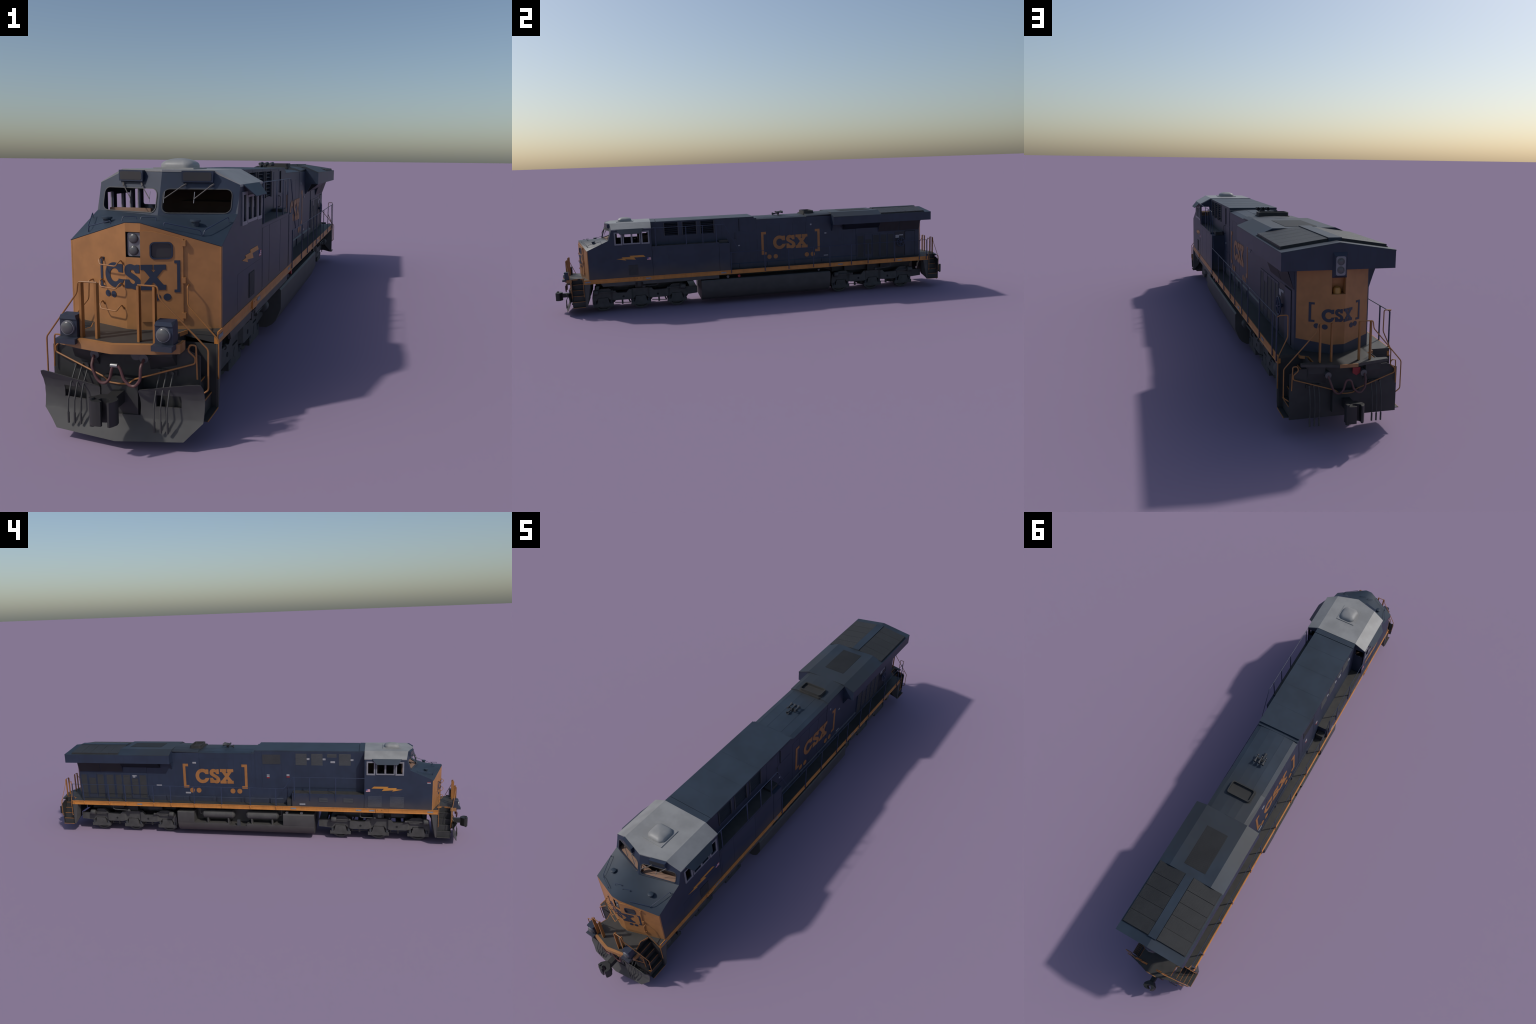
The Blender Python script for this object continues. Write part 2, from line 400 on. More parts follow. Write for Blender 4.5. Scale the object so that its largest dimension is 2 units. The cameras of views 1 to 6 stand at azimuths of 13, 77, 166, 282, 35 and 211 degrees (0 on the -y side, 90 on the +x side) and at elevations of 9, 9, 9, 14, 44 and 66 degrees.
for y0, y1 in ((.052, .211), (-.156, .0)):
    p = Part('air_reservoir', 'tank', TK); r = .0195
    p.lathe((-.104, y0, .107), (0,1,0), [(0,0),(.001,.009),(.005,.015),(.011,r),(y1-y0-.011,r),(y1-y0-.005,.015),(y1-y0-.001,.009),(y1-y0,0)], 24)
    A = p.done()
    q = Part('reservoir_bracket', 'tank', TK)
    for y in (y0+.03, y1-.03): q.box(-.121, -.09, y-.003, y+.003, .066, .092)
    q.done()
    Part('reservoir_pipe', 'truckm', TK).tube(fillet([(-.104, y1+.001 if y0 > 0 else y0-.001, .107), (-.104, (y1+.012) if y0 > 0 else y0-.012, .107), (-.104, (y1+.012) if y0 > 0 else y0-.012, .145)], .006), .002).done()
Part('drain_valve_box', 'louver', TK).prism([(.0225,.059),(.040,.059),(.0385,.088),(.026,.088)], 'x', -.126, -.118).done()
for y, c in ((-.195, 'lens'), (-.262, 'lens')):
    Part('filler_cap', c, TK).cyl((-.112, y, .128), (-.124, y, .128), .0068).done()
for y, c in ((-.19, 'lens'), (-.135, 'red')):
    Part('filler_cap', c, TK).cyl((.112, y, .131), (.126, y, .131), .0065).done()
Part('filler_cap', 'lens', TK).cyl((.11, .27, .131), (.122, .27, .131), .005).done()

# ================================================================== trucks
AXLES = (-.1735, 0.0, .1705)
FRAME = [(.2685,.0895),(.2,.0915),(.185,.1105),(.149,.1105),(.125,.0905),(.058,.0895),(.044,.102),(-.047,.102),(-.063,.0865),(-.112,.0875),(-.144,.1095),(-.181,.1095),(-.198,.1025),(-.2185,.094),(-.2225,.07),(-.2225,.040),(-.2135,.034)]
for a in AXLES:      # pedestal openings round the journal boxes
    FRAME += [(a-.0345,.046 if a < -.1 else .0525),(a-.0240,.0675),(a+.0240,.0675),(a+.0345,.0525)]
FRAME += [(.2685,.0575)]
AX = (-.1735, 0.0, .1705)
wheel_me = None; box_me = None
def copy_obj(src, parent, dy):
    o = src.copy(); link(o, parent); o.location.y += dy; return o
protos = {}
def truck(cy):
    e = bpy.data.objects.new('truck', None); bpy.context.scene.collection.objects.link(e); e.parent = ROOT
    e.location = (0, cy, 0)
    if not protos:
        L = []
        for sx in (-1, 1):
            f = Part('side_frame', 'truckm', e)
            f.sheet(FRAME, side(sx, .078), .0128)
            # beam between the axles stands further out, with sloped ends
            for ys_ in ([(.032,.100),(.044,.1015),(.058,.0892),(.125,.0902),(.138,.0955),(.138,.0560),(.128,.0528),(.044,.0528),(.032,.0560)],
                        [(-.034,.1),(-.047,.1015),(-.063,.0862),(-.112,.0872),(-.138,.1035),(-.138,.0560),(-.128,.0528),(-.044,.0528),(-.034,.0560)]):
                mid = sum(q[0] for q in ys_)/len(ys_)
                f.hexa([(sx*.0902, a, b) for a, b in ys_], [(sx*.0992, mid+(a-mid)*.82, b) for a, b in ys_])
            f.box(sx*.076, sx*.086, -.215, .215, .057, .085)
            L.append(f.done())
            h = Part('frame_hole', 'dark', e)
            for y in (.0802, -.0798): h.cyl((sx*.0985, y, .0690), (sx*.1, y, .0690), .0050, n=14)
            L.append(h.done())
            for a in AX:
                b = Part('journal_box', 'truckm', e)
                b.sheet([(a+y, z) for y, z in ((-.0465,.0235),(.0465,.0235),(.0465,.039),(.029,.039),(.0215,.0655),(-.0215,.0655),(-.029,.039),(-.0465,.039))], side(sx, .080), .0127)
                b.sheet(circle(a, .0485, .0108, 20), side(sx, .0925), .0009)
                L.append(b.done())
                for d in (-.037, .037):
                    L.append(Part('spring', 'louver', e).lathe((sx*.0885, a+d, .0385), (0,0,1), [(0,.0062),(.0035,.0062),(.0045,.0052),(.0055,.0064),(.009,.0064),(.01,.0052),(.0115,.0064),(.0135,.0064)], 14).done())
                w = Part('wheel', 'truckm', e)
                w.lathe((sx*.0545, a, .048), (sx,0,0), [(0,.02),(0,.048),(.0025,.048),(.004,.0478),(.0145,.0474),(.0145,.040),(.010,.038),(.010,.018),(.0155,.016),(.0155,0)], 36)
                L.append(w.done())
            for y0, y1, ya, yb in ((.187, .2127, .126, .187), (-.2155, -.192, -.192, -.118)):
                b = Part('brake_cylinder', 'truckm', e)
                b.lathe((sx*.1055, y0, .0975), (0,1,0), [(0,.009),(.002,.012),(.0035,.0128),(y1-y0-.0035,.0128),(y1-y0-.002,.012),(y1-y0,.009)], 20)
                b.cyl((sx*.1055, ya, .0965), (sx*.1055, yb, .0965), .0026, n=10)
                b.cyl((sx*.1055, yb-.004 if ya < 0 else ya-.002, .0965), (sx*.1055, yb+.004 if ya < 0 else ya+.005, .0965), .005, n=10)
                b.box(sx*.084, sx*.108, min(y0,y1)+.004, max(y0,y1)-.004, .086, .094)
                L.append(b.done())
        for a in AX:
            L.append(Part('axle', 'truckm', e).cyl((-.09, a, .048), (.09, a, .048), .009, n=14).done())
            m = Part('traction_motor', 'black', e)
            m.cyl((-.044, a+.032, .055), (.044, a+.032, .055), .028, n=16).box(-.04, .04, a, a+.03, .03, .08)
            L.append(m.done())
        t = Part('truck_bolster', 'black', e)
        t.box(-.077, .077, .07, .092, .056, .086).box(-.077, .077, -.1, -.078, .056, .084).box(-.077, .077, .235, .268, .057, .086)
        t.box(-.077, .077, -.03, .03, .088, .1).box(-.06, .06, -.21, -.195, .07, .095)
        L.append(t.done())
        r = Part('brake_rigging', 'truckm', e)
        for sx in (-1, 1):
            for a, b in ((-.1735, 0.), (0., .1705)):
                r.tube([(sx*.066, a+.052, .036), (sx*.066, b-.052, .031)], .0018, 6)
                r.tube([(sx*.066, b-.05, .03), (sx*.066, b-.06, .058)], .0035, 6)
                r.box(sx*.06, sx*.068, (a+b)/2-.004, (a+b)/2+.004, .026, .06)
        L.append(r.done())
        protos['parts'] = L
    else:
        for o in protos['parts']:
            c = o.copy(); link(c, e)
    return e
truck(-.6065); truck(.5685)

# ================================================================== cab and nose
cab = Part('cab', 'navy_low', smooth=0)
WIN = [(-.7035,-.6800,.3225,.3700),(-.6665,-.6350,.3230,.3645),(-.6275,-.5965,.3230,.3645),(-.5825,-.5575,.3225,.3705)]
outl = [(-.832,DECK+.0002),(-.832,.2965),(-.737,.339),(-.7195,EAVE),(CAB_R,EAVE),(CAB_R,DECK+.0002)]
for sx in (-1, 1):
    cab.sheet(outl, side(sx, W-.004), .004, holes=[rect(a, b, c, d) for a, b, c, d in WIN])
# windshield walls, one sheet each side of the centre crease
for sx in (-1, 1):
    ol = [(0,.3356),(sx*.1314,.3392),(sx*.1314,EAVE),(sx*.0855,ROOF),(0,ROOF)]
    ho = rrect(sx*.0058, sx*.1196, .3405, .3805, .0105)
    cab.sheet(ol, lambda u, v, d: (u, wind_y(u, v) + d, v), .004, holes=[ho])
# rear wall with door windows
RW = [(-.1314,DECK),(.1314,DECK),(.1314,EAVE),(.0855,ROOF),(-.0855,ROOF),(-.1314,EAVE)]
cab.sheet(RW, lambda u, v, d: (u, CAB_R-.004+d, v), .004, holes=[rrect(.0925,.1265,.337,.376,.004), rrect(-.1265,-.0925,.337,.376,.004)])
CAB = cab.done()
# silver roof
rp = Part('cab_roof', 'silver', CAB, smooth=0)
def roofring(dz):
    return [(-.1320,-.7205,EAVE+dz-.001),(-.0855,-.7275,ROOF+dz),(0,-.7525,ROOF+dz),(.0855,-.7275,ROOF+dz),(.1320,-.7205,EAVE+dz-.001),(.1320,CAB_R+.001,EAVE+dz-.001),(.0855,CAB_R+.001,ROOF+dz),(-.0855,CAB_R+.001,ROOF+dz),(-.1320,CAB_R+.001,EAVE+dz-.001)]
a, b = roofring(-.003), roofring(.001)
v = a + b; n = 9
rp.faces(v, [(9,10,16,17),(10,11,12,15,16),(12,13,14,15),(8,7,1,0),(7,6,3,2,1),(6,5,4,3)] + [(i,(i+1)%n,(i+1)%n+n,i+n) for i in range(n)])
rp.done()
# aluminium window frames
for sx in (-1, 1):
    def fr(holes, o):
        Part('window_frame', 'frame_grey', CAB, smooth=0).sheet(o, side(sx, W-.001), .0032, holes=holes).done()
    fr([rect(*WIN[0])], rect(-.7098,-.6738,.3158,.3755))
    fr([rect(*WIN[1]), rect(*WIN[2])], rect(-.6705,-.5925,.3175,.3685))
    fr([rect(*WIN[3])], rect(-.5885,-.5510,.3158,.3765))
    p = Part('visor', 'navy_roof', CAB, smooth=0)
    p.hexa([(sx*.1315,-.701,.3875),(sx*.1515,-.683,.3665),(sx*.1515,-.594,.3665),(sx*.1315,-.574,.3875)],
           [(sx*.1325,-.701,.3885),(sx*.1525,-.683,.3678),(sx*.1525,-.594,.3678),(sx*.1325,-.574,.3885)]); p.done()
    # windshield rubber / frame
    o1 = rrect(sx*.0048, sx*.1206, .3395, .3815, .0115); h1 = rrect(sx*.0062, sx*.1192, .3409, .3801, .0102)
    Part('windshield_frame', 'rubber', CAB, smooth=0).sheet(o1, lambda u, v, d: (u, wind_y(u, v) - d, v), .0012, holes=[h1]).done()
    # number boards
    nb = Part('number_board', 'navy', CAB, smooth=0)
    def brd(x0, x1, z0, z1, d0, d1): return [(sx*x, wind_y(x, .4)-d, z) for d in (d0, d1) for x, z in ((x0,z0),(x1,z0),(x1,z1),(x0,z1))]
    q = brd(.036, .0875, .3925, .4118, -.004, .009); nb.hexa(q[:4], q[4:]); NB = nb.done()
    Part('number_glass', 'glass', NB, smooth=0).sheet(rrect(sx*.0385, sx*.085, .3950, .4093, .003), lambda u, v, d: (u, wind_y(u, .4)-.009-d, v), .0006).done()
    # wipers
    for x0, x1 in (((.043,.009),(.0885,.0585)) if sx > 0 else ((-.0795,-.0595),(-.0395,-.0185))):
        p = Part('wiper', 'wiper', CAB)
        f = lambda x, z, d: (x, wind_y(x, z)-d, z)
        p.tube([f(x0,.3895,.003), f(x0*.8+x1*.2,.3845,.007)], .0016, 6)
        p.tube([f(x0*.8+x1*.2,.3845,.007), f(x1,.364,.006)], .0009, 6)
        WP = p.done()
        Part('wiper_blade', 'bezel', WP).tube([f(x1-.001*0,.376,.005), f(x1+.0015*0,.357,.005)], .0006, 6).done()
# antenna dome
p = Part('antenna_plate', 'silver', CAB); p.box(-.0385,.0385,-.698,-.62,ROOF-.001,.4162); AP = p.done()
p = Part('antenna_dome', 'silver', AP, smooth=60)
oc = [(-.0315,-.0205),(-.0205,-.0315),(.0205,-.0315),(.0315,-.0205),(.0315,.0205),(.0205,.0315),(-.0205,.0315),(-.0315,.0205)]
ring0 = []
for k in range(8):   # octagon with each corner softened
    A, B2 = Vector(oc[k]), Vector(oc[(k+1) % 8])
    ring0 += [tuple(A.lerp(B2, t)) for t in (.12, .5, .88)]
prof = [(1,.4160),(1,.4205),(.97,.4235),(.88,.4266),(.72,.4294),(.5,.4316),(.27,.4329),(.1,.4333)]
m_ = len(ring0)
vs = [(x*k, -.659+y*k, z) for k, z in prof for x, y in ring0]
fs = [tuple(range(m_-1,-1,-1)), tuple(range((len(prof)-1)*m_, len(prof)*m_))] + [(m_*k+i, m_*k+(i+1)%m_, m_*k+m_+(i+1)%m_, m_*k+m_+i) for k in range(len(prof)-1) for i in range(m_)]
p.faces(vs, fs).done()
# interior
p = Part('cab_interior', 'cabin', CAB, smooth=0)
p.box(-.125,.125,-.76,-.548,.268,.272)
p.box(-.09,.09,-.553,-.5475,.23,.408).box(-.02,.085,-.605,-.553,.27,.350)
IN = p.done()
p = Part('console', 'cabin_tan', CAB, smooth=0)
p.box(-.115,-.035,-.722,-.712,.23,.343).box(.03,.112,-.715,-.706,.23,.336).box(-.03,.02,-.752,-.738,.23,.335)
for sx in (-1, 1):
    p.sheet([(sx*.004,.327),(sx*.125,.331),(sx*.125,.338),(sx*.004,.338)], lambda u, v, d: (u, wind_y(u, v)+.0045+d, v), .022)
p.done()
for sx in (-1, 1):
    p = Part('seat', 'cabin_dark', CAB); p.box(sx*.06,sx*.095,-.65,-.615,.23,.27).box(sx*.062,sx*.093,-.622,-.612,.27,.318); p.done()
p = Part('cab_ceiling', 'cabin_dark', CAB, smooth=0); p.box(-.085,.085,-.715,-.548,.400,.404); p.done()
# ---- nose
nt_ = Part('nose_top', 'navy_roof', smooth=40)
E4 = .1314
xs = [-E4, -.11, -.085, -.06, -.035, -.013, 0, .013, .035, .06, .085, .11, E4]; NTt = 7
top_v = []
for x in xs:
    yf, zf = nose_y(x) - .0006, nose_z(x) + .0008
    zb = .3360 + .026*abs(x); yb = wind_y(x, zb) - .0002
    for k in range(NTt):
        t = k/(NTt-1); top_v.append((x, yf + (yb-yf)*t, zf + (zb-zf)*t))
n0 = len(top_v); bot_v = [(x, y+.003, z-.004) for x, y, z in top_v]
fs = []
for a in range(len(xs)-1):
    for k in range(NTt-1):
        q = (a*NTt+k, (a+1)*NTt+k, (a+1)*NTt+k+1, a*NTt+k+1); fs += [q, tuple(n0+i for i in q[::-1])]
    fs += [(a*NTt, n0+a*NTt, n0+(a+1)*NTt, (a+1)*NTt), (a*NTt+NTt-1, (a+1)*NTt+NTt-1, n0+(a+1)*NTt+NTt-1, n0+a*NTt+NTt-1)]
for a in (0, len(xs)-1):
    fs += [(a*NTt+k, a*NTt+k+1, n0+a*NTt+k+1, n0+a*NTt+k) for k in range(NTt-1)]
nt_.faces(top_v + bot_v, fs)
NT = nt_.done()
nose = Part('nose', 'orange', smooth=0)
ol = [(-.1285,DECK),(.1285,DECK),(.1285,.2962),(.0128,.3328),(-.0128,.3328),(-.1285,.2962)]
nose.sheet(ol, lambda u, v, d: (u, nose_y(u)+.004-d, v), .004, holes=[rect(-.0122,.0122,.279,.319)], cuts_s=(-.0128,.0128))
for sx in (-1, 1):   # rounded corner posts
    nose.prism([(sx*.1275,-.8315),(sx*.1285,-.8355),(sx*.1305,-.8350),(sx*.1318,-.8335),(sx*.1318,-.8312),(sx*.1290,-.8300)], 'z', DECK, .2958)
NO = nose.done()
# headlight recess
p = Part('headlight_recess', 'dark', NO, smooth=0)
p.box(-.0128,.0128,-.867,-.865,.278,.320).box(-.0128,-.0121,-.8765,-.866,.278,.320).box(.0121,.0128,-.8765,-.866,.278,.320).box(-.0128,.0128,-.8765,-.866,.3188,.3200).box(-.0128,.0128,-.8765,-.866,.278,.2792).done()
HP = Part('headlight_plate', 'bezel', NO).sheet(rrect(-.0105,.0118,.2805,.3175,.003), lambda u, v, d: (u, -.8715-d, v), .002).done()
for z in (.3085, .2895):
    Part('headlight', 'lens', HP).lathe((0, -.8735, z), (0,-1,0), [(0,.0078),(.002,.0076),(.0032,.0066),(.0042,.004),(.0046,0)], 22).done()
# nose door on the right facet
nd = Part('nose_door', 'orange', NO, smooth=0)
fd = lambda u, v, d: (u, nose_y(u)-d, v)
nd.sheet([(.0132,.1765),(.0755,.1765),(.0755,.3085),(.0300,.3205),(.0132,.3215)], fd, .0028, holes=[rrect(.0285,.0595,.2785,.3025,.006)])
for z in (.186, .243, .302): nd.sheet(rect(.0735,.0795,z-.0045,z+.0045), fd, .005)
ND = nd.done()
Part('door_window_frame', 'navy', ND, smooth=0).sheet(rrect(.0272,.0608,.2768,.3042,.0072), fd, .0042, holes=[rrect(.0292,.0588,.2788,.3022,.006)]).done()
Part('door_window', 'glass', ND, smooth=0).sheet(rrect(.0285,.0595,.2785,.3025,.006), fd, .0012).done()
lettering(NO, 'navy', lambda u, v, d: (u, nose_y(u) - d - (.0028 if u > .0132 else 0), v), (-.0655,.0711,.2240,.2750), (-.0552,.0502,.2283,.2684),
          [(-.0508,.2165,.0052),(-.0385,.2165,.0052),(.0365,.2165,.0056),(.0519,.2165,.0056)], .0085, .0045, cuts=(-.0128,.0128,.0133))
# ladder rungs on the left facet
for z in (.265, .229, .193):
    f = lambda x, zz, d: (x, nose_y(x)-d, zz)
    Part('ladder_rung', 'orange_rail', NO).tube(fillet([f(-.018,z+.002,0), f(-.020,z+.009,.004), f(-.0215,z+.007,.011), f(-.026,z,.014), f(-.0585,z,.014), f(-.0625,z+.007,.011), f(-.061,z+.011,.004), f(-.059,z+.004,0)], .003, 3), .0011, 6).done()
# roof knobs and grab irons
for sx in (-1, 1):
    z0 = nose_top(.0785, -.806)
    p = Part('sand_filler', 'navy_roof', NT); p.lathe((sx*.0785,-.806,z0-.005), (0,0,1), [(0,.0050),(.3310-z0+.005,.0070),(.3310-z0+.005,.0090),(.3338-z0+.005,.0090),(.3343-z0+.005,.0082),(.3343-z0+.005,0)], 20); p.done()
    p = Part('grab_iron', 'navy_rail', NT)
    P3 = [(sx*.0451,-.8601,.3280),(sx*.0451,-.8601,.3335),(sx*.097,-.8352,.3205),(sx*.099,-.833,.308)]
    p.tube(fillet(P3, .004, 3), .0009, 6)
    P3 = [(sx*.099,-.831,.308),(sx*.1015,-.829,.3200),(sx*.1245,-.769,.3370),(sx*.1245,-.769,.328)]
    p.tube(fillet(P3, .004, 3), .0009, 6); p.done()
for x0, x1 in ((-.0335,-.0125),(-.002,.0215)):
    Part('grab_iron', 'navy_rail', NT).tube(fillet([(x0,-.843,.332),(x0,-.840,.339),(x1,-.833,.339),(x1,-.836,.332)], .003, 3), .0008, 6).done()

# ---- side marks
BOLT = [(-.5735,.2550),(-.5840,.2640),(-.6460,.2640),(-.6410,.2585),(-.6815,.2590),(-.6765,.2535),(-.7055,.2525),(-.6615,.2430),(-.6675,.2490),(-.6180,.2445),(-.6265,.2550)]
for sx in (-1, 1):
    Part('lightning_stripe', 'bolt', CAB, smooth=0).sheet(BOLT, side(sx, W), .0008).done()
    Part('flag_mark', make_flag(sx), CAB, smooth=0).sheet(rect(-.5675,-.5495,.2395,.2515), side(sx, W), .0008).done()
Part('unit_label', 'white', CAB).box(-W-.0007,-W+.001,-.8225,-.8078,.2815,.2865).done()
Part('unit_label', 'red', CAB).box(-W-.0007,-W+.001,-.8225,-.8078,.2872,.2892).done()

# ================================================================== louvre helper
def louver(parent, sx, x, y0, y1, z0, z1, n, mat='louver', back='louver', frame=None, vertical=False, proud=.0014):
    y0, y1 = sorted((y0, y1))
    p = Part('louver', mat, parent, smooth=0)
    if vertical:
        for i in range(n):
            a = y0 + (y1-y0)*(i+.15)/n; b = y0 + (y1-y0)*(i+.7)/n
            p.sheet(rect(a, b, z0, z1), side(sx, x-.002), .002+proud)
    else:
        h = (z1-z0)/n
        for i in range(n):
            za = z0 + h*i
            p.prism([(sx*(x-.002), za+h*.15), (sx*(x+proud), za+h*.15), (sx*(x-.001), za+h*.95), (sx*(x-.002), za+h*.95)], 'y', y0, y1)
    o = p.done()
    Part('louver_backing', back, o, smooth=0).sheet(rect(y0-.0005, y1+.0005, z0-.0005, z1+.0005), side(sx, x-.002), .0024).done()
    if frame:
        Part('louver_frame', frame, o, smooth=0).sheet(rect(y0-.0022, y1+.0022, z0-.002, z1+.002), side(sx, x-.001), .0026, holes=[rect(y0, y1, z0, z1)]).done()
    return o
def panel(parent, sx, x, y0, y1, z0, z1, mat='navy', th=.0003, name='access_panel'):
    return Part(name, mat, parent, smooth=0).sheet(rect(y0, y1, z0, z1), side(sx, x-.001), th+.001).done()

# cab lower louvers and panel seams
panel(CAB, -1, W, -.734, -.546, .1665, .232, 'navy_low')
for a, b in ((-.6182,-.5587),(-.7131,-.6527)): louver(CAB, -1, W+.0003, a, b, .1715, .2215, 10, 'navy_low', 'navy_low')
panel(CAB, 1, W, -.734, -.546, .1665, .233, 'navy_low')
louver(CAB, 1, W+.0008, -.6528, -.6115, .173, .2195, 11, 'louver', 'black', vertical=True)

# ================================================================== engine hood
hood = Part('engine_hood', 'navy', smooth=0)
INTAKE = ((-.4775,-.4155),(-.3915,-.3285),(-.3058,-.2445))
hood.box(-H, H-.009, CAB_R+.0005, -.046, DECK-.002, .4085)
hood.sheet(rect(CAB_R+.0005, -.046, DECK-.002, .4085), side(1, H-.009), .009, holes=[rect(a, b, .343, .4040) for a, b in INTAKE])
hood.box(-H+.0008, H-.0008, -.0465, .2225, DECK-.002, .3955)
hood.box(-H, H, .2215, .604, DECK-.002, .3965)
HD = hood.done()
def arch(x, z0, z1): return [(-x,z0),(-.07,z0+(z1-z0)*.55),(-.03,z0+(z1-z0)*.92),(0,z1),(.03,z0+(z1-z0)*.92),(.07,z0+(z1-z0)*.55),(x,z0)]
p = Part('hood_roof', 'navy_roof', HD, smooth=0); p.box(-H-.0006, H+.0006, -.516, -.0455, .4065, .4115); p.done()
p = Part('hood_roof', 'navy_roof', HD, smooth=0); p.box(-H-.0004, H+.0004, CAB_R+.001, -.518, .4065, .4122); p.done()
p = Part('hood_roof', 'navy_roof', HD, smooth=0); p.prism([(-H,.395)] + arch(H,.3972,.4052) + [(H,.395)], 'y', -.033, .2215); p.done()
p = Part('hood_roof', 'navy_roof', HD, smooth=0); p.prism([(-H,.394)] + arch(H,.4035,.4045)[0:1] + [(-.03,.4050),(.03,.4050)] + [(H,.4035)] + [(H,.394)], 'y', -.0462, -.0335); p.done()
p = Part('hood_roof', 'navy_roof', HD, smooth=0); 
pr = lambda z0, z1: [(-H-.0006, z0-.004)] + arch(H+.0006, z0, z1) + [(H+.0006, z0-.004)]
A0 = [(x, .2212, z) for x, z in pr(.4008,.4120)]; A1 = [(x, .3495, z) for x, z in pr(.4042,.4130)]
p.hexa(A0, A1); p.done()
for x in (-.069, -.031, .031, .069):
    z = .3972 + .008*(.55 if abs(x) > .05 else .92)
    Part('roof_seam', 'navy_roof', HD, smooth=0).box(x-.0009, x+.0009, -.030, .2205, z-.002, z+.0003).done()
for y in (-.445, -.345, -.245, -.145):
    Part('roof_seam', 'navy_roof', HD, smooth=0).box(-H-.0008, H+.0008, y-.0007, y+.0007, .405, .4117).done()
# exhaust stack
p = Part('exhaust_stack', 'soot', HD)
p.sheet(rrect(-.0475,.0475,.2205,.272,.009), lambda u, v, d: (u, v, .408+d), .0145, holes=[rrect(-.0435,.0435,.2245,.268,.007)])
p.sheet(rrect(-.0445,.0445,.2235,.269,.007), lambda u, v, d: (u, v, .4085+d), .0045)
p.sheet(rrect(-.0505,.0505,.2175,.275,.009), lambda u, v, d: (u, v, .405+d), .0062); p.done()
# horn
p = Part('horn', 'coupler', HD)
p.cyl((0,.098,.403), (0,.098,.418), .003, n=10).box(-.021,.021,.0955,.1005,.4155,.4185)
HN = p.done()
for x in (-.0165, 0, .0165):
    Part('horn_trumpet', 'louver', HN).lathe((x,.086,.4205), (0,1,0), [(0,.0042),(.004,.0042),(.005,.0018),(.016,.0024),(.024,.0038),(.030,.0062),(.032,.0066),(.032,.005),(.024,.003),(.022,0)], 14).done()
Part('horn_trumpet', 'louver', HN).lathe((-.005,.104,.4125), (0,-1,0), [(0,.0042),(.004,.0042),(.005,.0018),(.018,.0024),(.028,.004),(.034,.0066),(.036,.0068),(.036,.005),(.028,.003),(.026,0)], 14).done()

# hood side doors and louvers, left
for y0, y1 in ((.2175,.2815),(.151,.2155),(.0845,.149),(.018,.0825),(-.031,.016)):
    for sx in (-1, 1):
        panel(HD, sx, H-.0008 if y1 < .2216 else H, y0, y1, .19, .372, 'navy', .0005 if y1 < .2216 else .0003, 'hood_door')
for y0, y1 in ((-.0775,-.050),(-.17,-.08),(-.2285,-.173)):
    panel(HD, -1, H, y0, y1, .235, .404, 'navy', .0006, 'hood_door')
louver(HD, -1, H+.0006, -.1644, -.0826, .3483, .3914, 18, 'louver', 'black', vertical=True)
for a, b, c, d, n in ((-.2847,-.2353,.3446,.3973,11),(-.3559,-.306,.3446,.3973,11),(-.4182,-.3766,.3817,.397,4),(-.4807,-.4291,.3457,.3975,11)):
    louver(HD, -1, H, a, b, c, d, n)
for y0, y1, z0, z1 in ((-.2978,-.2858,.369,.3777),(-.370,-.3572,.369,.3768),(-.493,-.4805,.367,.3747),(-.4118,-.3917,.3563,.3648),(.234,.251,.3453,.3528),(.2678,.2927,.1987,.206),(-.1136,-.101,.2935,.2985),(-.1136,-.101,.287,.2915),(-.2055,-.1924,.293,.3008),(.410,.436,.2325,.2390),(.533,.555,.2785,.2840),(.541,.553,.2725,.2775)):
    Part('data_label', 'white', HD).box(-H-(.0042 if y0 > .5 else .0018), -H+.001, y0, y1, z0, z1).done()
for y0, y1, z0, z1 in ((-.1136,-.101,.2813,.2855),(-.2069,-.1924,.2862,.2905)):
    Part('data_label', 'red', HD).box(-H-.0018, -H+.001, y0, y1, z0, z1).done()
for y0, y1, z0, z1 in ((.2395,.2475,.3535,.361),(.314,.3245,.3065,.313),(.309,.331,.195,.1995),(-.1275,-.119,.271,.2765),(.698,.7175,.262,.2775),(.7188,.7398,.2735,.2793)):
    Part('data_label', 'white', HD).box(H-.001, H+(.0038 if y0 > .69 else .0018), y0, y1, z0, z1).done()
# right side air intakes
for a, b in INTAKE:
    p = Part('louver', 'slat_dark', HD, smooth=0); hh = .061/7
    for k in range(7):
        za = .343 + hh*k
        p.prism([(H-.0085, za+hh*.85), (H-.0005, za+hh*.25), (H-.0005, za+hh*.37), (H-.0085, za+hh*.97)], 'y', a, b)
    p.done()
    Part('louver_backing', 'dark', HD, smooth=0).sheet(rect(a, b, .343, .404), side(1, H-.0092), .0007).done()
    for y in (a-.002, b+.002):
        Part('louver_frame', 'rubber', HD, smooth=0).sheet(rect(y-.0014, y+.0014, .341, .405), side(1, H-.001), .004).done()
for y0, y1, z0, z1 in ((-.134,-.052,.2915,.340),(-.170,-.053,.190,.244),(-.205,-.137,.31,.402),(-.132,-.052,.345,.402)):
    panel(HD, 1, H, y0, y1, z0, z1, 'navy', .0007)
Part('conduit', 'dark', HD).tube([(H+.002,-.12,.404),(H+.002,-.12,.345)], .0014, 6).done()
Part('door_handle', 'black', HD).tube(fillet([(H,-.142,.338),(H+.006,-.142,.337),(H+.006,-.142,.309),(H,-.142,.308)], .003), .001, 6).done()

